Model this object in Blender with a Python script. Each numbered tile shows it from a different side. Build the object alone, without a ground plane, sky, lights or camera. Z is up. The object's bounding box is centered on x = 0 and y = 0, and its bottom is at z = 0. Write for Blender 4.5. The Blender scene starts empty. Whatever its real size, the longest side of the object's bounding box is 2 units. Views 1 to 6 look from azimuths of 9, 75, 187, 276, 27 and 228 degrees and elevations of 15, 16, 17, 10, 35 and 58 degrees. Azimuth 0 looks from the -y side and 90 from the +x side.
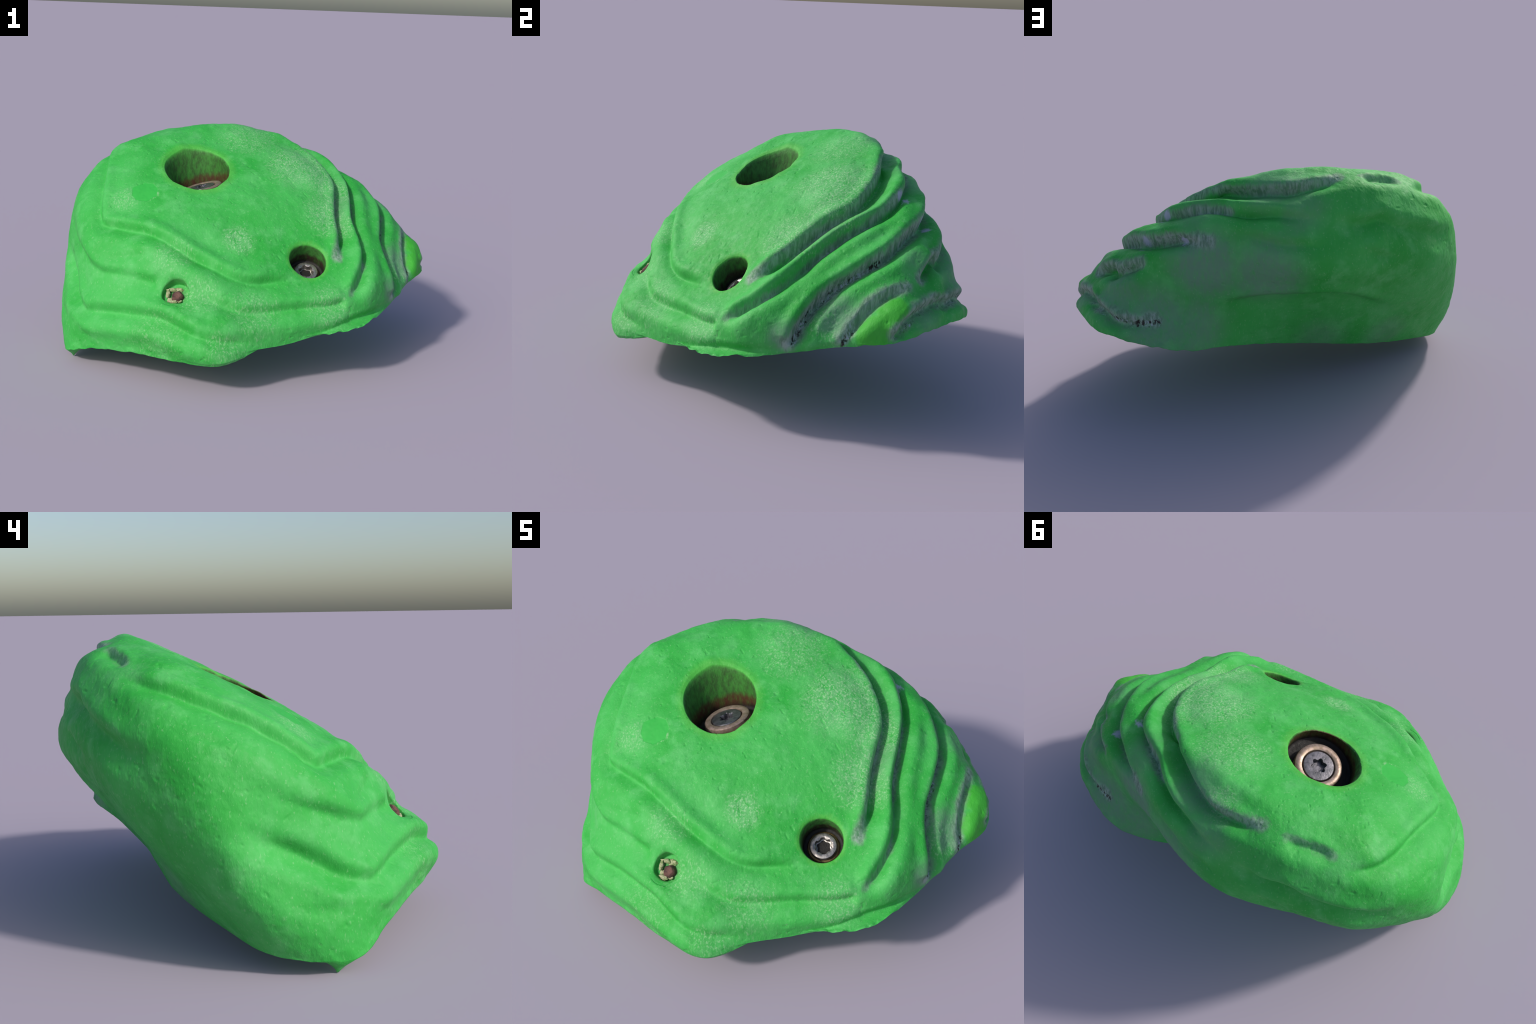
"""Moulded climbing-wall hold: a green wedge of layered rock with bolt holes.

The hold lies on its mounting side.  Its body is a loft through nine closed
cross-sections (from the rim that met the wall up to the gently domed top);
stepped ledges, furrows and bolt bores are cut into that loft by rules.
"""
import bpy, bmesh, math
import numpy as np
from mathutils import Vector, Matrix, Quaternion

RNG = np.random.default_rng(7)

# ---------------------------------------------------------------- cross-sections
# closed rings of 18 control points, counter-clockwise seen from above,
# starting at +x; metres
SECTIONS = {
    "rim": [
        (0.901, 0.064, 0.406), (0.988, 0.287, 0.446), (0.864, 0.581, 0.472), (0.693, 0.766, 0.452), (0.350, 0.801, 0.387), (0.055, 0.591, 0.331),
        (-0.214, 0.391, 0.254), (-0.513, 0.237, 0.189), (-0.744, 0.015, 0.123), (-0.906, -0.196, 0.079), (-0.862, -0.469, 0.058), (-0.670, -0.585, 0.122),
        (-0.418, -0.686, 0.159), (-0.194, -0.763, 0.167), (0.056, -0.795, 0.181), (0.307, -0.602, 0.270), (0.647, -0.474, 0.306), (0.794, -0.237, 0.348),
    ],
    "foot": [
        (0.904, 0.053, 0.440), (0.954, 0.301, 0.546), (0.812, 0.526, 0.593), (0.632, 0.707, 0.626), (0.332, 0.717, 0.576), (0.030, 0.640, 0.520),
        (-0.272, 0.498, 0.458), (-0.575, 0.332, 0.393), (-0.827, 0.125, 0.320), (-0.974, -0.124, 0.257), (-0.905, -0.379, 0.224), (-0.717, -0.568, 0.272),
        (-0.476, -0.670, 0.292), (-0.230, -0.768, 0.276), (0.008, -0.810, 0.271), (0.284, -0.631, 0.243), (0.580, -0.455, 0.315), (0.786, -0.227, 0.369),
    ],
    "flank_low": [
        (0.863, 0.043, 0.472), (0.888, 0.295, 0.614), (0.762, 0.470, 0.712), (0.534, 0.673, 0.780), (0.282, 0.715, 0.765), (-0.026, 0.717, 0.678),
        (-0.340, 0.634, 0.615), (-0.633, 0.456, 0.570), (-0.875, 0.253, 0.504), (-1.000, -0.028, 0.485), (-0.877, -0.249, 0.437), (-0.708, -0.481, 0.440),
        (-0.494, -0.585, 0.423), (-0.263, -0.709, 0.390), (-0.008, -0.738, 0.369), (0.270, -0.627, 0.337), (0.569, -0.466, 0.363), (0.784, -0.252, 0.413),
    ],
    "flank_middle": [
        (0.796, 0.031, 0.550), (0.786, 0.273, 0.692), (0.663, 0.423, 0.810), (0.455, 0.573, 0.903), (0.212, 0.704, 0.905), (-0.069, 0.760, 0.825),
        (-0.370, 0.726, 0.756), (-0.643, 0.550, 0.733), (-0.877, 0.362, 0.685), (-0.992, 0.066, 0.691), (-0.910, -0.175, 0.644), (-0.739, -0.424, 0.597),
        (-0.520, -0.537, 0.522), (-0.272, -0.619, 0.476), (-0.021, -0.646, 0.461), (0.246, -0.560, 0.436), (0.543, -0.440, 0.451), (0.755, -0.257, 0.508),
    ],
    "flank_high": [
        (0.700, 0.025, 0.658), (0.668, 0.237, 0.780), (0.546, 0.399, 0.889), (0.385, 0.535, 0.985), (0.164, 0.653, 1.006), (-0.089, 0.716, 0.980),
        (-0.348, 0.686, 0.930), (-0.604, 0.575, 0.918), (-0.830, 0.394, 0.900), (-0.951, 0.164, 0.866), (-0.910, -0.098, 0.794), (-0.750, -0.324, 0.714),
        (-0.537, -0.474, 0.635), (-0.310, -0.570, 0.591), (-0.049, -0.571, 0.566), (0.208, -0.490, 0.534), (0.457, -0.364, 0.532), (0.648, -0.214, 0.603),
    ],
    "shoulder": [
        (0.549, 0.024, 0.757), (0.526, 0.210, 0.859), (0.426, 0.383, 0.944), (0.287, 0.511, 1.023), (0.104, 0.556, 1.059), (-0.112, 0.609, 1.092),
        (-0.338, 0.621, 1.083), (-0.548, 0.556, 1.079), (-0.747, 0.394, 1.039), (-0.849, 0.206, 0.987), (-0.827, -0.016, 0.900), (-0.719, -0.223, 0.832),
        (-0.528, -0.367, 0.757), (-0.322, -0.469, 0.711), (-0.089, -0.465, 0.656), (0.145, -0.420, 0.633), (0.343, -0.301, 0.635), (0.494, -0.165, 0.700),
    ],
    "plateau_edge": [
        (0.395, 0.021, 0.865), (0.390, 0.174, 0.946), (0.316, 0.329, 1.012), (0.199, 0.461, 1.077), (0.040, 0.501, 1.139), (-0.145, 0.515, 1.177),
        (-0.333, 0.503, 1.153), (-0.499, 0.475, 1.139), (-0.644, 0.355, 1.104), (-0.719, 0.206, 1.082), (-0.725, 0.036, 0.992), (-0.654, -0.132, 0.921),
        (-0.507, -0.258, 0.848), (-0.329, -0.343, 0.799), (-0.134, -0.364, 0.758), (0.054, -0.323, 0.734), (0.215, -0.237, 0.747), (0.334, -0.121, 0.797),
    ],
    "plateau_outer": [
        (0.214, 0.031, 0.926), (0.221, 0.146, 0.985), (0.178, 0.258, 1.043), (0.084, 0.346, 1.090), (-0.040, 0.398, 1.139), (-0.182, 0.428, 1.166),
        (-0.323, 0.426, 1.176), (-0.447, 0.377, 1.153), (-0.547, 0.293, 1.126), (-0.611, 0.188, 1.096), (-0.617, 0.069, 1.041), (-0.563, -0.049, 0.975),
        (-0.462, -0.148, 0.918), (-0.329, -0.215, 0.878), (-0.185, -0.237, 0.847), (-0.044, -0.218, 0.836), (0.076, -0.165, 0.849), (0.165, -0.076, 0.877),
    ],
    "plateau_inner": [
        (0.008, 0.037, 0.969), (0.017, 0.106, 1.000), (-0.004, 0.171, 1.032), (-0.057, 0.222, 1.067), (-0.134, 0.263, 1.087), (-0.219, 0.283, 1.106),
        (-0.304, 0.280, 1.116), (-0.381, 0.253, 1.114), (-0.442, 0.207, 1.102), (-0.478, 0.150, 1.069), (-0.480, 0.083, 1.039), (-0.449, 0.014, 1.004),
        (-0.392, -0.044, 0.970), (-0.317, -0.084, 0.942), (-0.233, -0.103, 0.925), (-0.152, -0.097, 0.917), (-0.082, -0.071, 0.925), (-0.026, -0.023, 0.941),
    ],
}
POLE = (-0.272, 0.021, 0.993)          # middle of the top, where the large bore sits
WALL_NORMAL = Vector((-0.25, -0.066, 0.966)).normalized()   # axis of all bolts
FACE_NORMAL = Vector((0.13, -0.53, 0.84)).normalized()       # axis of the small bolt
FRONT_NORMAL = Vector((-0.12, -0.66, 0.74)).normalized()     # axis of the broken screw
LOWEST_CORNER = np.array((-0.842, -0.406, -0.012))

# ---------------------------------------------------------------- ledges and furrows
# each follows a crease line on the body.
#  lip, lip_at, lip_width : the bulge on the uphill side of the crease
#  depth, up, down        : depth of the crease and its reach uphill / downhill
#  toe                    : slight swelling of the tread below the crease
#  fade                   : share of the line over which it dies out (start, end)
CREASES = {
    "ledge_top": dict(lip=0.018, lip_at=0.042, lip_width=0.036, depth=0.046, up=0.02, down=0.03, toe=0.008, fade=(0.1, 0.1), path=[
        (-0.450, 0.505, 1.138), (-0.346, 0.560, 1.114), (-0.206, 0.613, 1.105), (-0.104, 0.592, 1.090), (0.019, 0.556, 1.078), (0.135, 0.518, 1.079),
        (0.225, 0.497, 1.074), (0.297, 0.457, 1.043), (0.374, 0.383, 0.973), (0.452, 0.269, 0.900), (0.474, 0.133, 0.827), (0.500, 0.020, 0.765),
        (0.536, -0.090, 0.707), (0.556, -0.192, 0.654), (0.545, -0.270, 0.590),
    ]),
    "furrow_top": dict(lip=0.014, lip_at=0.046, lip_width=0.036, depth=0.03, up=0.02, down=0.034, toe=0.006, fade=(0.1, 0.12), path=[
        (-0.746, 0.374, 1.049), (-0.788, 0.314, 1.034), (-0.824, 0.219, 1.011), (-0.821, 0.106, 0.972), (-0.809, 0.049, 0.950), (-0.779, -0.085, 0.892),
        (-0.760, -0.191, 0.834), (-0.735, -0.262, 0.775), (-0.719, -0.294, 0.740), (-0.676, -0.325, 0.706), (-0.560, -0.380, 0.716), (-0.425, -0.439, 0.722),
        (-0.294, -0.491, 0.695), (-0.186, -0.508, 0.635), (-0.064, -0.534, 0.593), (0.039, -0.540, 0.546), (0.126, -0.519, 0.519), (0.212, -0.483, 0.518),
        (0.317, -0.430, 0.524), (0.390, -0.400, 0.530),
    ]),
    "ledge_second": dict(lip=0.022, lip_at=0.04, lip_width=0.034, depth=0.046, up=0.019, down=0.028, toe=0.012, fade=(0.2, 0.06), path=[
        (-0.390, 0.650, 0.965), (-0.332, 0.656, 0.971), (-0.203, 0.664, 0.984), (-0.128, 0.670, 0.998), (-0.030, 0.684, 1.012), (0.071, 0.652, 1.009),
        (0.170, 0.602, 0.995), (0.264, 0.586, 0.993), (0.364, 0.562, 0.988), (0.444, 0.498, 0.957), (0.515, 0.402, 0.912), (0.540, 0.280, 0.838),
        (0.560, 0.149, 0.762), (0.580, 0.051, 0.695), (0.618, -0.039, 0.643), (0.655, -0.132, 0.600), (0.665, -0.214, 0.552), (0.648, -0.310, 0.487),
        (0.606, -0.398, 0.427),
    ]),
    "furrow_front": dict(lip=0.012, lip_at=0.046, lip_width=0.036, depth=0.025, up=0.022, down=0.034, toe=0.008, fade=(0.05, 0.22), path=[
        (0.609, -0.405, 0.429), (0.495, -0.462, 0.410), (0.336, -0.538, 0.408), (0.233, -0.597, 0.406), (0.119, -0.650, 0.412), (0.019, -0.648, 0.427),
        (-0.062, -0.639, 0.452), (-0.130, -0.625, 0.472),
    ]),
    "furrow_side": dict(lip=0.008, lip_at=0.05, lip_width=0.04, depth=0.017, up=0.03, down=0.036, toe=0.004, fade=(0.05, 0.45), path=[
        (-0.322, -0.600, 0.497), (-0.414, -0.575, 0.504), (-0.546, -0.533, 0.514), (-0.690, -0.478, 0.515), (-0.857, -0.273, 0.605), (-0.909, -0.173, 0.660),
        (-0.966, -0.050, 0.696),
    ]),
    "ledge_third": dict(lip=0.024, lip_at=0.044, lip_width=0.036, depth=0.052, up=0.02, down=0.03, toe=0.014, fade=(0.14, 0.03), path=[
        (0.180, 0.705, 0.876), (0.260, 0.676, 0.877), (0.349, 0.647, 0.876), (0.456, 0.619, 0.856), (0.545, 0.570, 0.845), (0.617, 0.479, 0.819),
        (0.690, 0.380, 0.768), (0.716, 0.318, 0.736), (0.725, 0.226, 0.686), (0.730, 0.093, 0.611), (0.755, -0.011, 0.542), (0.790, -0.085, 0.468),
        (0.830, -0.138, 0.389),
    ]),
    "ledge_fourth": dict(lip=0.02, lip_at=0.04, lip_width=0.032, depth=0.046, up=0.02, down=0.028, toe=0.014, fade=(0.25, 0.2), path=[
        (0.470, 0.698, 0.781), (0.527, 0.687, 0.767), (0.613, 0.653, 0.735), (0.696, 0.597, 0.694), (0.683, 0.583, 0.723), (0.773, 0.498, 0.678),
        (0.828, 0.449, 0.646),
    ]),
    "ledge_fifth": dict(lip=0.01, lip_at=0.032, lip_width=0.03, depth=0.026, up=0.016, down=0.028, toe=0.008, fade=(0.25, 0.03), path=[
        (0.860, 0.398, 0.641), (0.870, 0.320, 0.638), (0.875, 0.248, 0.602), (0.882, 0.186, 0.554), (0.897, 0.130, 0.499), (0.914, 0.095, 0.463),
        (0.912, 0.076, 0.427),
    ]),
    "ledge_lowest": dict(lip=0.016, lip_at=0.036, lip_width=0.03, depth=0.034, up=0.02, down=0.026, toe=0.008, fade=(0.25, 0.03), path=[
        (0.415, 0.755, 0.512), (0.477, 0.766, 0.506), (0.560, 0.768, 0.507), (0.638, 0.755, 0.513), (0.685, 0.731, 0.531), (0.744, 0.672, 0.554),
        (0.813, 0.582, 0.542), (0.786, 0.609, 0.557), (0.841, 0.517, 0.561), (0.908, 0.422, 0.551), (0.953, 0.350, 0.526), (0.972, 0.318, 0.490),
        (0.985, 0.279, 0.456),
    ]),
    "furrow_low": dict(lip=0.015, lip_at=0.052, lip_width=0.04, depth=0.029, up=0.026, down=0.04, toe=0.014, fade=(0.2, 0.2), path=[
        (-0.997, -0.035, 0.550), (-0.951, -0.132, 0.510), (-0.885, -0.229, 0.458), (-0.834, -0.342, 0.396), (-0.804, -0.430, 0.347), (-0.745, -0.525, 0.315),
        (-0.672, -0.564, 0.322), (-0.533, -0.621, 0.346), (-0.366, -0.682, 0.358), (-0.276, -0.723, 0.365), (-0.187, -0.759, 0.342), (-0.094, -0.783, 0.315),
        (0.014, -0.772, 0.288), (0.106, -0.736, 0.280), (0.187, -0.690, 0.275), (0.260, -0.650, 0.270),
    ]),
    "furrow_back": dict(lip=0.014, lip_at=0.055, lip_width=0.045, depth=0.036, up=0.034, down=0.045, toe=0.006, fade=(0.3, 0.2), path=[
        (-0.962, 0.189, 0.789), (-0.910, 0.306, 0.794), (-0.857, 0.381, 0.826), (-0.691, 0.520, 0.898), (-0.620, 0.561, 0.941), (-0.530, 0.613, 0.936),
        (-0.452, 0.643, 0.955), (-0.373, 0.665, 0.971),
    ]),
    "furrow_foot": dict(lip=0.004, lip_at=0.04, lip_width=0.03, depth=0.009, up=0.028, down=0.035, toe=0, fade=(0.3, 0.2), path=[
        (-0.965, -0.225, 0.284), (-0.918, -0.344, 0.244), (-0.868, -0.422, 0.247), (-0.815, -0.493, 0.240), (-0.634, -0.607, 0.169),
    ]),
    "furrow_shallow": dict(lip=0.005, lip_at=0.035, lip_width=0.025, depth=0.014, up=0.022, down=0.03, toe=0, fade=(0.35, 0.35), path=[
        (0.063, 0.723, 0.943), (-0.059, 0.746, 0.912), (-0.138, 0.751, 0.886), (-0.275, 0.732, 0.874), (-0.392, 0.700, 0.853),
    ]),
    "ledge_dent": dict(lip=0.008, lip_at=0.038, lip_width=0.03, depth=0.024, up=0.02, down=0.032, toe=0.004, fade=(0.25, 0.35), path=[
        (-0.514, 0.485, 1.132), (-0.570, 0.450, 1.121), (-0.626, 0.404, 1.106), (-0.660, 0.385, 1.094), (-0.715, 0.372, 1.070),
    ]),
    "furrow_short": dict(lip=0.004, lip_at=0.035, lip_width=0.025, depth=0.014, up=0.022, down=0.03, toe=0, fade=(0.4, 0.4), path=[
        (-0.509, 0.644, 0.840), (-0.569, 0.610, 0.803), (-0.619, 0.574, 0.770), (-0.691, 0.521, 0.742),
    ]),
    "furrow_faint": dict(lip=0.002, lip_at=0.025, lip_width=0.02, depth=0.006, up=0.016, down=0.022, toe=0, fade=(0.4, 0.4), path=[
        (-0.941, 0.105, 0.872), (-0.939, 0.053, 0.855), (-0.933, 0.011, 0.841), (-0.923, -0.039, 0.823),
    ]),
    "furrow_slight": dict(lip=0.004, lip_at=0.04, lip_width=0.03, depth=0.008, up=0.024, down=0.03, toe=0, fade=(0.3, 0.4), path=[
        (-0.705, -0.456, 0.574), (-0.593, -0.488, 0.582), (-0.466, -0.512, 0.618), (-0.346, -0.534, 0.637), (-0.281, -0.536, 0.639),
    ]),
    "overhang_edge": dict(lip=0.014, lip_at=0.05, lip_width=0.045, depth=0.032, up=0.036, down=0.12, toe=0, fade=(0.2, 0.45), path=[
        (0.204, 0.694, 0.566), (0.103, 0.676, 0.570), (-0.054, 0.667, 0.594), (-0.238, 0.637, 0.593), (-0.409, 0.564, 0.567), (-0.562, 0.408, 0.476),
        (-0.693, 0.256, 0.371),
    ]),
}

# ---------------------------------------------------------------- spline helpers
def catmull(t):
    return np.array([-.5 * t + t * t - .5 * t ** 3, 1 - 2.5 * t * t + 1.5 * t ** 3,
                     .5 * t + 2 * t * t - 1.5 * t ** 3, -.5 * t * t + .5 * t ** 3])


def ring_weights(samples, points):
    """Periodic Catmull-Rom weights: samples x points."""
    W = np.zeros((samples, points))
    for i in range(samples):
        x = i / samples * points
        k = int(x)
        for j, w in enumerate(catmull(x - k)):
            W[i, (k + j - 1) % points] += w
    return W


def open_weights(xs, points):
    """Catmull-Rom weights on an open line, xs in 0..points-1."""
    W = np.zeros((len(xs), points))
    for i, x in enumerate(xs):
        k = min(int(x), points - 2)
        for j, w in enumerate(catmull(x - k)):
            q = k + j - 1
            if q < 0:
                W[i, 0] += 2 * w; W[i, 1] -= w
            elif q > points - 1:
                W[i, -1] += 2 * w; W[i, -2] -= w
            else:
                W[i, q] += w
    return W


def smooth(x, a, b):
    t = np.clip((x - a) / (b - a), 0, 1)
    return t * t * (3 - 2 * t)


# noise lattice turned away from the axes so that no grid shows
TURN = np.array(Quaternion((1, 2, -1.3), 1.1).to_matrix())


def lattice_noise(P, size, seed):
    """Smooth value noise in -1..1 at 3D points, cell edge `size`."""
    Q = P @ TURN / size
    base = np.floor(Q).astype(np.int64)
    f = Q - base
    f = f * f * (3 - 2 * f)
    total = np.zeros(len(P))
    for dx in (0, 1):
        for dy in (0, 1):
            for dz in (0, 1):
                c = base + (dx, dy, dz)
                h = (c[:, 0] * 374761393 + c[:, 1] * 668265263 + c[:, 2] * 2147483647 + seed * 974711)
                h = (h ^ (h >> 13)) * 1274126177
                h = (h ^ (h >> 16)) & 0xffff
                w = (f[:, 0] if dx else 1 - f[:, 0]) * (f[:, 1] if dy else 1 - f[:, 1]) * (f[:, 2] if dz else 1 - f[:, 2])
                total += w * (h / 32767.5 - 1)
    return total


# ---------------------------------------------------------------- body surface
AROUND, UPWARD, UNDER = 1080, 460, 40

rings = np.array(list(SECTIONS.values()) + [[POLE] * 18])
# even out the spacing of rows: more rows where the sections lie further apart
step = np.linalg.norm(np.diff(rings, axis=0), axis=2).mean(1)
station = np.concatenate([[0], np.cumsum(step)]) / step.sum()
xs = np.interp(np.linspace(0, 1, UPWARD), station, np.arange(len(rings)))
xs[-1] = len(rings) - 1.001
grid = np.einsum('vr,uc,rcd->vud', open_weights(xs, len(rings)), ring_weights(AROUND, 18), rings)


def grid_normals(G):
    du = np.roll(G, -1, 1) - np.roll(G, 1, 1)
    dv = np.gradient(G, axis=0)
    N = np.cross(du, dv)
    return N / (np.linalg.norm(N, axis=2)[..., None] + 1e-12)


base = grid.reshape(-1, 3).copy()
normal = grid_normals(grid).reshape(-1, 3)
height = np.zeros(len(base))


def resample(path, spacing=0.006):
    path = np.array(path)
    n = len(path)
    fine = open_weights(np.linspace(0, n - 1.0001, n * 24), n) @ path
    s = np.concatenate([[0], np.cumsum(np.linalg.norm(np.diff(fine, axis=0), axis=1))])
    t = np.linspace(0, s[-1], max(8, int(s[-1] / spacing)))
    return np.stack([np.interp(t, s, fine[:, d]) for d in range(3)], 1)


pole = np.array(POLE)
STEP_FACE = {}                     # line half-way up the riser above each crease
for name, c in CREASES.items():
    line = resample(c["path"])
    reach = max(c["lip_at"] + 2.2 * c["lip_width"], 2.4 * c["down"] + .07, 2.4 * c["up"])
    lo, hi = line.min(0) - reach, line.max(0) + reach
    near = np.where(((base > lo) & (base < hi)).all(1))[0]
    # nearest sample of the crease for each vertex close to it
    best = np.full(len(near), 9.0)
    which = np.zeros(len(near), int)
    P = base[near]
    for i, q in enumerate(line):
        d = ((P - q) ** 2).sum(1)
        m = d < best
        best[m] = d[m]; which[m] = i
    keep = best < reach * reach
    near, P, which = near[keep], P[keep], which[keep]
    # frame along the crease: tangent, surface normal, uphill direction
    T = np.gradient(line, axis=0)
    k = 5
    Tp = np.pad(T, ((k, k), (0, 0)), mode="edge")
    T = np.stack([np.convolve(Tp[:, d], np.ones(2 * k + 1) / (2 * k + 1), "valid") for d in range(3)], 1)
    T /= np.linalg.norm(T, axis=1)[:, None]
    sub = base[::3]; subn = normal[::3]
    Nn = np.array([subn[((sub - q) ** 2).sum(1).argmin()] for q in line[::4]])
    Nn = np.repeat(Nn, 4, axis=0)[:len(line)]
    def along_mean(A, k):
        k = min(k, len(A) // 3)
        Ap = np.pad(A, ((k, k), (0, 0)), mode="edge")
        A = np.stack([np.convolve(Ap[:, d], np.ones(2 * k + 1) / (2 * k + 1), "valid") for d in range(3)], 1)
        return A / np.linalg.norm(A, axis=1)[:, None]
    Nn = along_mean(Nn, 10)
    up = along_mean(np.cross(Nn, T), 10)
    if (up * (pole - line)).sum(1).mean() < 0:
        up = -up
    STEP_FACE[name] = (line, line + up * c["up"] * .9)
    delta = P - line[which]
    delta -= (delta * Nn[which]).sum(1)[:, None] * Nn[which]
    s = (delta * up[which]).sum(1)
    d = np.linalg.norm(delta, axis=1)
    s = np.where(s >= 0, d, -d)
    t = which / (len(line) - 1)
    fade = smooth(t, 0, c["fade"][0]) * (1 - smooth(t, 1 - c["fade"][1], 1))
    # beyond the ends only the perpendicular part counts
    along = np.abs((delta * T[which]).sum(1))
    fade = fade * np.exp(-(along / 0.02) ** 2)
    # uneven strength along the line
    wob = 1 + .25 * lattice_noise(line, .11, len(name))[which]
    lip = c["lip"] * np.exp(-((s - c["lip_at"]) / c["lip_width"]) ** 2)
    cut = c["depth"] * np.where(s > 0, np.exp(-(s / c["up"]) ** 2), np.exp(-np.abs(s / c["down"]) ** 1.5))
    toe = c["toe"] * np.exp(-((s + 1.9 * c["down"] + .012) / .038) ** 2)
    height[near] += fade * wob * (lip - cut + toe)

# soften the seams where two creases meet
field = height.reshape(UPWARD, AROUND)
for _ in range(3):
    field = (np.roll(field, 1, 1) + 2 * field + np.roll(field, -1, 1)) / 4
    field[1:-1] = (field[:-2] + 2 * field[1:-1] + field[2:]) / 4
height = field.ravel().copy()

# gentle lumps and a pitted skin
height += .0030 * lattice_noise(base, .085, 1) + .0016 * lattice_noise(base, .035, 2) + .0007 * lattice_noise(base, .014, 3)
pit = lattice_noise(base, .019, 9)
height -= .0022 * smooth(pit, .60, .9)
# keep the rim itself quiet so that it stays where the section put it
row = np.repeat(np.arange(UPWARD), AROUND)
height *= smooth(row, -2, 10)
points = base + normal * height[:, None]
# chipped, uneven rim where the casting was trimmed
chip = .007 * lattice_noise(base, .045, 21) + .004 * lattice_noise(base, .02, 22)
points += (normal * .6 + (0, 0, .8)) * (chip * (1 - smooth(row, 0, 16)))[:, None]


# ---------------------------------------------------------------- bores
def frame(axis):
    a = np.array(axis)
    x = np.cross((0, 1, 0), a); x /= np.linalg.norm(x)
    return a, x, np.cross(a, x)


def sink_bore(pts, centre, axis, radius, floor, fillet, wobble=0.0, seed=0):
    """Push the skin inside `radius` down into a round bore along the bolt axis.
    floor: axial distance of the bore's bottom below `centre`."""
    a, x, y = frame(axis)
    d = pts - np.array(centre)
    h, px, py = d @ a, d @ x, d @ y
    rho = np.hypot(px, py)
    inside = np.where((rho < radius * 1.35) & (np.abs(h) < .2))[0]
    rho, h = rho[inside], h[inside]
    ang = np.arctan2(py[inside], px[inside])
    R = radius * (1 + wobble * (np.sin(2 * ang + seed) * .5 + np.sin(3 * ang + 2 * seed) * .35 + np.sin(7 * ang + seed) * .15))
    q = rho / R
    f = fillet / radius
    new_rho = np.interp(q, [0, .42, .47, .93, 1.0, 1.0 + f, 1.0 + 2 * f, 1.35],
                        [0, .90, .965, .985, 1.0 + .25 * f, 1.0 + f, 1.0 + 2 * f, 1.35])
    sunk = np.interp(q, [0, .42, .47, .93, 1.0, 1.0 + f, 1.0 + 2 * f, 1.35],
                     [1, 1, .95, .10 + .2 * f, .22 * f, .04 * f, 0, 0])
    nh = h * (1 - sunk) - floor * sunk
    r = new_rho * R
    pts[inside] = np.array(centre) + nh[:, None] * a + (r * np.cos(ang))[:, None] * x + (r * np.sin(ang))[:, None] * y


LARGE_BORE = dict(centre=(-0.272, 0.021, 0.980), axis=WALL_NORMAL, radius=0.169, floor=0.150, fillet=0.016)
SMALL_BORE = dict(centre=(0.390, -0.313, 0.601), axis=FACE_NORMAL, radius=0.095, floor=0.105, fillet=0.014)
SCREW_HOLE = dict(centre=(-0.229, -0.639, 0.489), axis=FRONT_NORMAL, radius=0.068, floor=0.050, fillet=0.016, wobble=.10, seed=2)
for bore in (LARGE_BORE, SMALL_BORE, SCREW_HOLE):
    sink_bore(points, **bore)

# ---------------------------------------------------------------- underside
top = points.reshape(UPWARD, AROUND, 3)
rim = top[0]
centroid = np.array((0.02, -0.02, 0.23))
under = []
for j in range(1, UNDER + 1):
    t = (j / UNDER) ** 1.3
    ringj = rim * (1 - t) + centroid * t
    ringj[:, 2] += -.004 * math.sin(math.pi * min(1, t * 6)) + .02 * smooth(t, .05, .5)
    w = np.exp(-(np.linalg.norm(rim - (-0.86, -0.43, .06), axis=1) / .075) ** 2) * np.exp(-((t - .05) / .045) ** 2)
    ringj += w[:, None] * (LOWEST_CORNER - ringj)
    under.append(ringj)
under = np.array(under)                                # rim -> middle of the back
allrows = np.concatenate([under[:-1][::-1], top[:-1]], 0)
bottom_mid, top_mid = under[-1].mean(0), top[-1].mean(0)
rows = len(allrows)
verts = np.concatenate([allrows.reshape(-1, 3), [bottom_mid, top_mid]])
verts[:, 2] = np.maximum(verts[:, 2], 0)


def lattice_mesh(name, verts, rows, around):
    idx = np.arange(rows * around).reshape(rows, around)
    a = idx[:-1]; b = np.roll(idx, -1, 1)[:-1]; c = np.roll(idx, -1, 1)[1:]; d = idx[1:]
    quads = np.stack([a, b, c, d], -1).reshape(-1, 4)
    lowcap = np.stack([np.roll(idx[0], -1), idx[0], np.full(around, rows * around)], 1)
    topcap = np.stack([idx[-1], np.roll(idx[-1], -1), np.full(around, rows * around + 1)], 1)
    loops = np.concatenate([quads.ravel(), lowcap.ravel(), topcap.ravel()])
    n4, n3 = len(quads), 2 * around
    starts = np.concatenate([np.arange(n4) * 4, n4 * 4 + np.arange(n3) * 3])
    me = bpy.data.meshes.new(name)
    me.vertices.add(len(verts)); me.vertices.foreach_set("co", verts.astype(np.float32).ravel())
    me.loops.add(len(loops)); me.loops.foreach_set("vertex_index", loops.astype(np.int32))
    me.polygons.add(n4 + n3)
    me.polygons.foreach_set("loop_start", starts.astype(np.int32))
    me.polygons.foreach_set("use_smooth", np.ones(n4 + n3, bool))
    me.update(calc_edges=True)
    me.validate()
    return me


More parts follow.
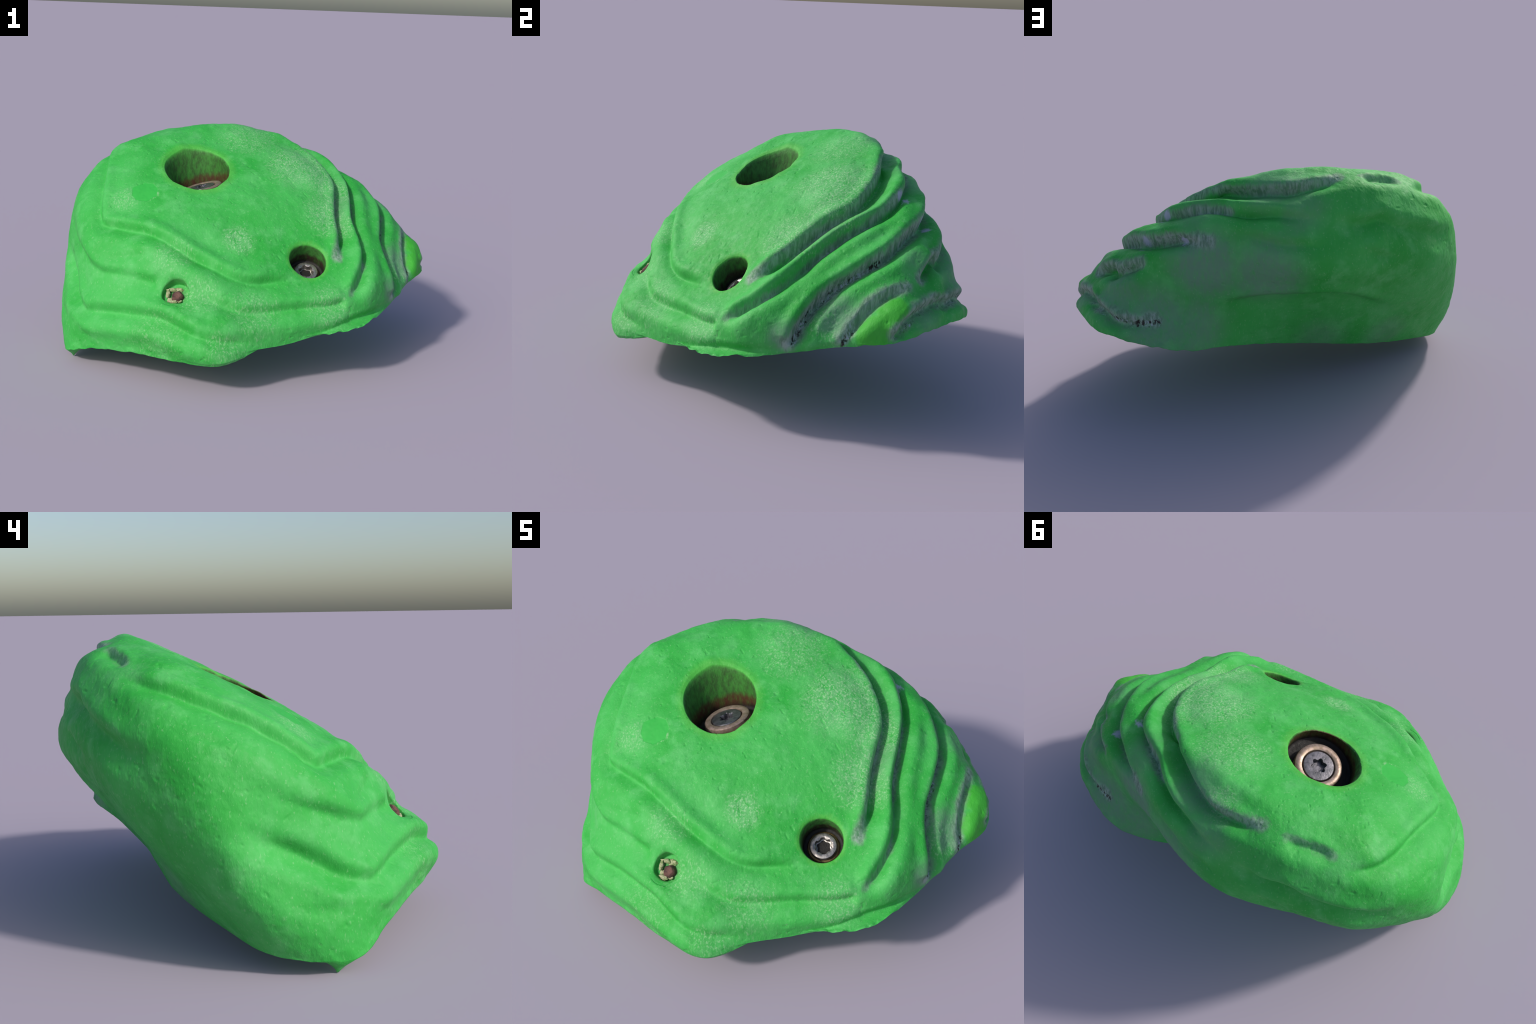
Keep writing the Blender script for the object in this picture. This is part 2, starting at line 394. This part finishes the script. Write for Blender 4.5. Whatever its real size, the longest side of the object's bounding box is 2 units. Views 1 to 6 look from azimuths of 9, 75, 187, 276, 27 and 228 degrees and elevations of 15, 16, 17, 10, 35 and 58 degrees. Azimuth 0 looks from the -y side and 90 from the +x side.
# ---------------------------------------------------------------- materials
class Graph:
    """Small helper to write shader node trees as expressions."""

    def __init__(self, name):
        self.mat = bpy.data.materials.new(name)
        self.mat.use_nodes = True
        self.t = self.mat.node_tree
        self.bsdf = self.t.nodes["Principled BSDF"]
        tc = self.t.nodes.new("ShaderNodeTexCoord")
        self.P = tc.outputs["Object"]
        self.last = None

    def put(self, sock, v):
        if isinstance(v, bpy.types.NodeSocket):
            self.t.links.new(v, sock)
        elif isinstance(v, (tuple, list)) and sock.type == 'RGBA' and len(v) == 3:
            sock.default_value = (*v, 1)
        else:
            sock.default_value = v

    def math(self, op, a, b=0.0, clamp=False):
        n = self.t.nodes.new("ShaderNodeMath"); n.operation = op; n.use_clamp = clamp
        self.put(n.inputs[0], a); self.put(n.inputs[1], b)
        return n.outputs[0]

    def vec(self, op, a, b=None, scale=None):
        n = self.t.nodes.new("ShaderNodeVectorMath"); n.operation = op
        self.put(n.inputs[0], a)
        if b is not None: self.put(n.inputs[1], b)
        if scale is not None: self.put(n.inputs["Scale"], scale)
        return n.outputs["Value"] if op in ('DOT_PRODUCT', 'DISTANCE', 'LENGTH') else n.outputs["Vector"]

    def ramp(self, x, a, b, lo=0.0, hi=1.0):
        n = self.t.nodes.new("ShaderNodeMapRange"); n.interpolation_type = 'SMOOTHSTEP'
        self.put(n.inputs["Value"], x)
        for k, v in (("From Min", a), ("From Max", b), ("To Min", lo), ("To Max", hi)):
            n.inputs[k].default_value = v
        return n.outputs["Result"]

    def noise(self, scale, detail=3.0, rough=.55, stretch=None, distort=0.0):
        n = self.t.nodes.new("ShaderNodeTexNoise")
        p = self.P
        if stretch:
            m = self.t.nodes.new("ShaderNodeMapping")
            self.put(m.inputs["Vector"], p)
            m.inputs["Rotation"].default_value = stretch[0]
            m.inputs["Scale"].default_value = stretch[1]
            p = m.outputs[0]
        self.put(n.inputs["Vector"], p)
        n.inputs["Scale"].default_value = scale; n.inputs["Detail"].default_value = detail
        n.inputs["Roughness"].default_value = rough; n.inputs["Distortion"].default_value = distort
        return n.outputs["Fac"]

    def mix(self, f, a, b):
        n = self.t.nodes.new("ShaderNodeMix"); n.data_type = 'RGBA'
        self.put(n.inputs[0], f); self.put(n.inputs[6], a); self.put(n.inputs[7], b)
        return n.outputs[2]

    def mul(self, *a):
        r = a[0]
        for x in a[1:]: r = self.math('MULTIPLY', r, x)
        return r

    def most(self, *a):
        r = a[0]
        for x in a[1:]: r = self.math('MAXIMUM', r, x)
        return r

    def blob(self, centre, inner, outer, wobble=None):
        """1 inside `inner` metres of centre, 0 beyond `outer`."""
        d = self.vec('DISTANCE', self.P, tuple(centre))
        if wobble is not None: d = self.math('ADD', d, wobble)
        return self.ramp(d, inner, outer, 1, 0)

    def path_distance(self, pts):
        """Distance to an open polyline."""
        best = None
        for a, b in zip(pts[:-1], pts[1:]):
            ba = np.subtract(b, a)
            # each piece waits for the one before it, which keeps the shader's working memory small
            here = self.P
            if self.last is not None:
                here = self.vec('ADD', self.P, self.math('MULTIPLY', self.last, 1e-7))
            pa = self.vec('SUBTRACT', here, tuple(map(float, a)))
            h = self.math('MULTIPLY', self.vec('DOT_PRODUCT', pa, tuple(map(float, ba))), float(1 / (ba @ ba)), clamp=True)
            q = self.vec('SCALE', tuple(map(float, ba)), scale=h)
            d = self.vec('DISTANCE', pa, q)
            best = d if best is None else self.math('MINIMUM', best, d)
            self.last = best
        return best

    def finish(self, color, rough=.6, metal=0.0, bump=None, bump_distance=.003, bump_strength=.5, spec=.4):
        b = self.bsdf
        self.put(b.inputs["Base Color"], color); self.put(b.inputs["Roughness"], rough)
        self.put(b.inputs["Metallic"], metal); b.inputs["Specular IOR Level"].default_value = spec
        if bump is not None:
            n = self.t.nodes.new("ShaderNodeBump")
            n.inputs["Distance"].default_value = bump_distance; n.inputs["Strength"].default_value = bump_strength
            self.put(n.inputs["Height"], bump)
            self.t.links.new(n.outputs[0], b.inputs["Normal"])
        return self.mat


def thin_out(line, a, b, count):
    i = np.linspace(a * (len(line) - 1), b * (len(line) - 1), count).astype(int)
    return line[i]


def body_material():
    g = Graph("moulded_green_resin")
    broad = g.noise(2.6, 4, .5)
    mid = g.noise(9, 4, .6)
    fine = g.noise(46, 4, .65, ((.5, .3, .7), (1, 1, .45)))
    grain = g.noise(120, 3, .6, ((.5, .3, .7), (1, 1, .5)))
    wob = g.math('MULTIPLY', g.math('SUBTRACT', mid, .5), .16)
    wob_small = g.math('MULTIPLY', g.math('SUBTRACT', fine, .5), .05)

    col = g.mix(g.ramp(broad, .35, .65), GREEN_DEEP, GREEN)
    col = g.mix(g.ramp(mid, .45, .72, 0, .75), col, GREEN_PALE)
    col = g.mix(g.ramp(grain, .58, .74, 0, .35), col, CHALK_GREEN)
    col = g.mix(g.ramp(grain, .40, .26, 0, .40), col, GREEN_DEEP)

    # chalk rubbed into the grain where hands load the hold
    rubbed = g.most(*[g.mul(g.blob(c, r * .35, r * 1.15, wob), s) for c, r, s in RUBBED])
    film = g.ramp(fine, .30, .62)
    col = g.mix(g.mul(rubbed, film, .62), col, DUST_GREEN)
    col = g.mix(g.mul(rubbed, g.ramp(grain, .48, .66), .9), col, CHALK_GREEN)

    # bluish dull wear on the back and on the right-hand risers
    worn = g.most(*[g.mul(g.blob(c, r * .3, r * 1.1, wob), s) for c, r, s in WORN])
    col = g.mix(g.mul(worn, g.ramp(fine, .25, .6, .55, 1), .9), col, WORN_GREY)

    # fresh lime patch on the small knob
    lime = g.most(*[g.blob(c, r * .8, r * 1.1, g.mul(wob_small, .5)) for c, r in LIME])
    col = g.mix(g.mul(lime, .85), col, LIME_GREEN)

    # grey dust on the risers of the ledges
    streak = g.noise(38, 4, .7, ((0, 0, .5), (1.6, 1.6, .25)))
    fray = g.math('ADD', g.math('MULTIPLY', g.math('SUBTRACT', streak, .5), .05), g.math('MULTIPLY', wob, .25))
    riser = None
    for name, a, b, n, width, strength in DUSTY_RISERS:
        d = g.path_distance(thin_out(STEP_FACE[name][1], a, b, n))
        m = g.mul(g.ramp(g.math('ADD', d, fray), width * .40, width * 1.15, 1, 0), strength)
        riser = m if riser is None else g.most(riser, m)
    col = g.mix(g.mul(riser, g.ramp(fine, .25, .55, .6, 1)), col, g.mix(g.ramp(streak, .38, .62), DUST_DARK, DUST_LIGHT))

    # black grit caught in the deepest creases
    grit = None
    for name, a, b, n, width in GRITTY_CREASES:
        d = g.path_distance(thin_out(STEP_FACE[name][0], a, b, n))
        m = g.ramp(g.math('ADD', d, wob_small), width * .4, width, 1, 0)
        grit = m if grit is None else g.most(grit, m)
    speck = g.noise(75, 2, .6, ((0, 0, .4), (1, 1, .35)))
    col = g.mix(g.mul(grit, g.ramp(speck, .50, .58)), col, GRIT)
    col = g.mix(g.mul(grit, g.ramp(speck, .46, .38), .7), col, CHALK_LILAC)

    # caked chalk
    caked = g.most(*[g.blob(c, r * .6, r, wob_small) for c, r in CAKED])
    col = g.mix(g.mul(caked, .9), col, CHALK_LILAC)

    # a filled, smoother repair patch
    q = g.vec('SUBTRACT', g.P, PATCH["centre"])
    u = g.math('DIVIDE', g.vec('DOT_PRODUCT', q, PATCH["u"]), PATCH["half_width"])
    v = g.math('DIVIDE', g.vec('DOT_PRODUCT', q, PATCH["v"]), PATCH["half_height"])
    edge = g.math('MAXIMUM', g.math('ABSOLUTE', g.math('ADD', u, g.math('MULTIPLY', v, .25))), g.math('ABSOLUTE', v))
    edge = g.math('MAXIMUM', edge, g.math('MULTIPLY', g.math('ADD', g.math('ABSOLUTE', u), g.math('ABSOLUTE', v)), .72))
    edge = g.math('ADD', edge, g.math('MULTIPLY', wob_small, 3.0))
    edge = g.math('ADD', edge, g.ramp(g.math('ABSOLUTE', g.vec('DOT_PRODUCT', q, PATCH["normal"])), .10, .14, 0, 3))
    patch = g.ramp(edge, .92, 1.02, 1, 0)
    halo = g.mul(g.ramp(edge, .95, 1.02), g.ramp(edge, 1.06, 1.2, 1, 0), g.ramp(fine, .45, .6), g.ramp(u, .2, .6), .6)
    col = g.mix(halo, col, CHALK_GREEN)
    col = g.mix(patch, col, PATCH["colour"])

    # bores: yellowed lip, olive grime plus painted shade on the wall, rust and black below
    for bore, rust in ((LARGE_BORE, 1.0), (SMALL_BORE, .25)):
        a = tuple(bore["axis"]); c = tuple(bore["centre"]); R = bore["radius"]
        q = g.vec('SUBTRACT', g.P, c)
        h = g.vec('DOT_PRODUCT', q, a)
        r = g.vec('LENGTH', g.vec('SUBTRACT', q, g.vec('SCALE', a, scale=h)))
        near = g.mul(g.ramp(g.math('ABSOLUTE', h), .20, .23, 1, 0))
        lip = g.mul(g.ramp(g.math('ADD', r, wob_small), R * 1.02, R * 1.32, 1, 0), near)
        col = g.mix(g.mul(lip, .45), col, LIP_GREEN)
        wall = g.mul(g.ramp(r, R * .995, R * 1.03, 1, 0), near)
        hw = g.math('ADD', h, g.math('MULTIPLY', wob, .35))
        col = g.mix(g.mul(wall, g.ramp(fine, .3, .7, .55, 1)), col, GRIME_SHADE)
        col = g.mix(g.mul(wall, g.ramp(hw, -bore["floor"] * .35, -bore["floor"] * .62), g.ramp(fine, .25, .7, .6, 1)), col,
                    tuple(x * rust + y * (1 - rust) for x, y in zip(RUST, BORE_BLACK)))
        col = g.mix(g.mul(wall, g.ramp(hw, -bore["floor"] * .70, -bore["floor"] * .95)), col, BORE_BLACK)
    c = SCREW_HOLE["centre"]
    hole = g.blob(c, .045, .080, wob_small)
    col = g.mix(g.mul(hole, g.ramp(fine, .3, .6, .35, .9)), col, HOLE_OLIVE)

    bump = g.math('ADD', g.mul(fine, .7), g.mul(grain, .5))
    bump = g.mul(bump, g.math('SUBTRACT', 1.0, g.mul(patch, .8)))
    rough = g.ramp(fine, .3, .7, .55, .72)
    return g.finish(col, rough, 0.0, bump, .006, .45, .35)


# base colours (linear)
GREEN = (.050, .425, .075)
GREEN_DEEP = (.024, .365, .042)
GREEN_PALE = (.092, .470, .120)
CHALK_GREEN = (.29, .57, .27)
DUST_GREEN = (.17, .47, .19)
WORN_GREY = (.15, .28, .18)
LIME_GREEN = (.050, .410, .028)
LIP_GREEN = (.10, .42, .045)
DUST_DARK = (.12, .22, .14)
DUST_LIGHT = (.31, .40, .33)
CHALK_LILAC = (.42, .44, .55)
GRIT = (.022, .016, .014)
GRIME_SHADE = (.034, .100, .022)  # bore wall grime, darkened further by shade put into the colour
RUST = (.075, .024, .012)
BORE_BLACK = (.014, .012, .011)  # near-black bore bottom: dirt with recess shade painted in
HOLE_OLIVE = (.085, .20, .065)
RUBBED = [((.28, .22, 1.0), .24, 1.0), ((.42, .20, .89), .18, 1.0), ((.03, -.37, .70), .10, .9), ((-.05, .36, 1.12), .20, .6),
          ((.46, -.02, .76), .17, .9), ((-.10, -.62, .45), .14, .5), ((.15, -.60, .36), .16, .5), ((-.60, -.24, .84), .10, .5),
          ((.52, -.45, .40), .14, .6), ((-.28, -.53, .62), .12, .45), ((.05, -.76, .25), .12, .5), ((-.22, .55, 1.13), .10, .8),
          ((.86, .05, .50), .12, .7), ((-.30, -.70, .26), .18, .3)]
WORN = [((.20, .74, .78), .24, 1.0), ((-.08, .74, .74), .24, .9), ((.45, .77, .52), .24, .9), ((.25, .77, .48), .20, .8),
        ((-.10, .58, 1.10), .16, .6), ((.64, .68, .60), .18, .8), ((-.30, .40, .26), .18, .5), ((-.62, .20, .24), .16, .5),
        ((.84, .10, .52), .13, .7), ((.75, .45, .74), .10, .5), ((.25, .62, .98), .14, .5), ((.80, -.16, .44), .10, .8),
        ((.50, .10, .80), .12, .45), ((-.25, .68, 1.02), .14, .5), ((.90, .45, .52), .12, .6)]
LIME = [((.950, .20, .48), .085), ((.925, .29, .57), .075), ((.96, .26, .52), .07)]
DUSTY_RISERS = [("ledge_top", .42, .98, 7, .036, .85), ("ledge_top", .02, .40, 5, .036, .8), ("ledge_second", .25, .98, 8, .036, .85),
                ("ledge_third", .0, .99, 8, .050, 1.0), ("ledge_fourth", .1, .95, 4, .042, .9), ("ledge_fifth", .05, .98, 5, .040, .85),
                ("ledge_lowest", .05, .98, 7, .044, .95), ("ledge_dent", .1, .9, 2, .026, .5)]
GRITTY_CREASES = [("ledge_third", .55, .99, 5, .016), ("ledge_fourth", .2, .7, 3, .014), ("ledge_lowest", .02, .98, 7, .018), ("ledge_fifth", .8, 1.0, 2, .022)]
CAKED = [((.430, .515, .966), .042), ((.525, .590, .846), .044), ((.31, .66, .882), .026)]
_n = np.array((.17, -.50, .85)); _n /= np.linalg.norm(_n)
_u = np.cross((0, 1, 0), _n); _u /= np.linalg.norm(_u)
PATCH = dict(normal=tuple(map(float, _n)), centre=(-.505, -.205, .885), u=tuple(map(float, _u)), v=tuple(map(float, np.cross(_n, _u))),
             half_width=.070, half_height=.070, colour=(.030, .415, .055))


def metal_material(name, light, dark, rough, metal, scale=30):
    g = Graph(name)
    n = g.noise(scale, 4, .65)
    f = g.noise(scale * 4, 3, .6)
    col = g.mix(g.ramp(n, .35, .65), light, dark)
    col = g.mix(g.ramp(f, .58, .72, 0, .5), col, tuple(x * .5 for x in dark))
    return g.finish(col, rough, metal, f, .002, .35, .5)


# ---------------------------------------------------------------- objects
scene = bpy.context.scene


def add(name, mesh, parent=None, material=None):
    ob = bpy.data.objects.new(name, mesh)
    scene.collection.objects.link(ob)
    if parent: ob.parent = parent
    if material: mesh.materials.append(material)
    return ob


hold = bpy.data.objects.new("climbing_hold", None)
scene.collection.objects.link(hold)
hold["label"] = "bright green layered rock climbing hold with bolts in holes"
hold["category"] = "climbing hold"

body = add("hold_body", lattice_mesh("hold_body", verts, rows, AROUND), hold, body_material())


def turned(name, centre, axis, profile, steps=96, lobes=None):
    """Turned part: profile of (radius, height) from outside bottom to the middle.
    lobes: (first, last, count, depth) modulates those rings into a star socket."""
    a, x, y = frame(axis)
    V = []
    ang = np.arange(steps) / steps * 2 * np.pi
    for k, (r, h) in enumerate(profile):
        rr = np.full(steps, r)
        if lobes and lobes[0] <= k <= lobes[1]:
            rr = r * (1 + lobes[3] * np.cos(lobes[2] * ang))
        V.append(np.array(centre) + h * a + (rr * np.cos(ang))[:, None] * x + (rr * np.sin(ang))[:, None] * y)
    n = len(profile)
    mid = [np.array(centre) + profile[0][1] * a, np.array(centre) + profile[-1][1] * a]
    me = lattice_mesh(name, np.concatenate(V + [np.array(mid)]), n, steps)
    me.polygons.foreach_set("use_smooth", np.ones(len(me.polygons), bool))
    bm = bmesh.new(); bm.from_mesh(me)
    for e in bm.edges:
        if len(e.link_faces) == 2 and e.calc_face_angle(0) > math.radians(38): e.smooth = False
    bm.to_mesh(me); bm.free()
    return me


washer_metal = metal_material("tarnished_washer", (.44, .32, .27), (.27, .20, .14), .45, .55, 22)
bolt_metal = metal_material("dark_bolt_steel", (.20, .19, .21), (.10, .10, .11), .38, .75, 26)
steel = metal_material("worn_steel", (.50, .46, .42), (.26, .24, .22), .32, .8, 30)
rusty = metal_material("rusted_iron", (.16, .075, .06), (.06, .035, .03), .8, .15, 40)
brass = metal_material("dull_brass", (.20, .15, .05), (.10, .07, .03), .5, .5, 30)
plaster = metal_material("crumbled_plaster", (.46, .45, .28), (.16, .22, .08), .95, 0.0, 60)

# large bolt: broad washer with the countersunk head of a star-socket bolt in it
c = Vector(LARGE_BORE["centre"]) - WALL_NORMAL * 0.100
washer = add("washer", turned("washer", c, WALL_NORMAL,
    [(.104, -.052), (.112, -.046), (.1135, -.012), (.110, .000), (.103, .005), (.088, .006), (.079, .003), (.076, -.006), (.0735, -.012), (.070, -.050)]), hold, washer_metal)
add("bolt", turned("bolt", c, WALL_NORMAL,
    [(.069, -.020), (.0725, -.010), (.0725, .000), (.0700, .0035), (.052, .005), (.0335, .005), (.0315, .003), (.0305, -.020), (.012, -.026)],
    lobes=(5, 7, 6, .16)), washer, bolt_metal)

# small bolt: cylindrical head with a star socket, brass ring under it
c = Vector(SMALL_BORE["centre"]) - FACE_NORMAL * 0.078
bolt = add("bolt", turned("bolt", c, FACE_NORMAL,
    [(.056, -.040), (.062, -.036), (.0625, -.006), (.059, .000), (.050, .0025), (.040, .0015), (.0365, -.002), (.035, -.026), (.010, -.032)],
    lobes=(6, 7, 6, .09)), hold, steel)
add("collar_ring", turned("collar_ring", c, FACE_NORMAL,
    [(.070, -.042), (.075, -.036), (.075, -.026), (.070, -.021), (.060, -.020), (.058, -.041)]), bolt, brass)

# broken-off rusty screw among crumbled filler
c = Vector((-0.219, -0.632, 0.461))
screw = add("screw_stub", turned("screw_stub", c, FRONT_NORMAL,
    [(.029, -.045), (.030, -.012), (.027, -.003), (.021, .003), (.017, .001), (.008, -.004)], steps=48, lobes=(1, 4, 5, .05)), hold, rusty)
a, x, y = frame(FRONT_NORMAL)


def lump_mesh(name, seed, squash):
    bm = bmesh.new()
    bmesh.ops.create_icosphere(bm, subdivisions=4, radius=1)
    P = np.array([v.co[:] for v in bm.verts])
    k = 1 + .35 * lattice_noise(P + seed * 3.1, .7, seed) + .22 * lattice_noise(P + seed, .3, seed + 5)
    for v, s in zip(bm.verts, k):
        v.co = Vector((v.co.x * s * squash[0], v.co.y * s * squash[1], v.co.z * s * squash[2]))
    for f in bm.faces: f.smooth = True
    me = bpy.data.meshes.new(name); bm.to_mesh(me); bm.free()
    return me


for k, (px, py, h, size, squash) in enumerate([
        (-.044, .006, -.036, .020, (.55, 1.1, .45)), (-.030, .030, -.040, .020, (1.3, .5, .4)), (-.012, -.044, -.034, .021, (1.25, .55, .45)),
        (.016, -.040, -.040, .013, (1.0, .7, .5)), (-.034, -.024, -.044, .014, (.9, .9, .4)), (.004, .028, -.046, .018, (1.2, .8, .4))]):
    lump = add("plaster_lump", lump_mesh("plaster_lump", k + 1, [size * s for s in squash]), hold, plaster)
    pos = np.array(SCREW_HOLE["centre"]) + px * x + py * y + (h - .002) * a
    lump.matrix_world = Matrix.Translation(Vector(pos)) @ Matrix((Vector(x), Vector(y), Vector(a))).transposed().to_4x4()
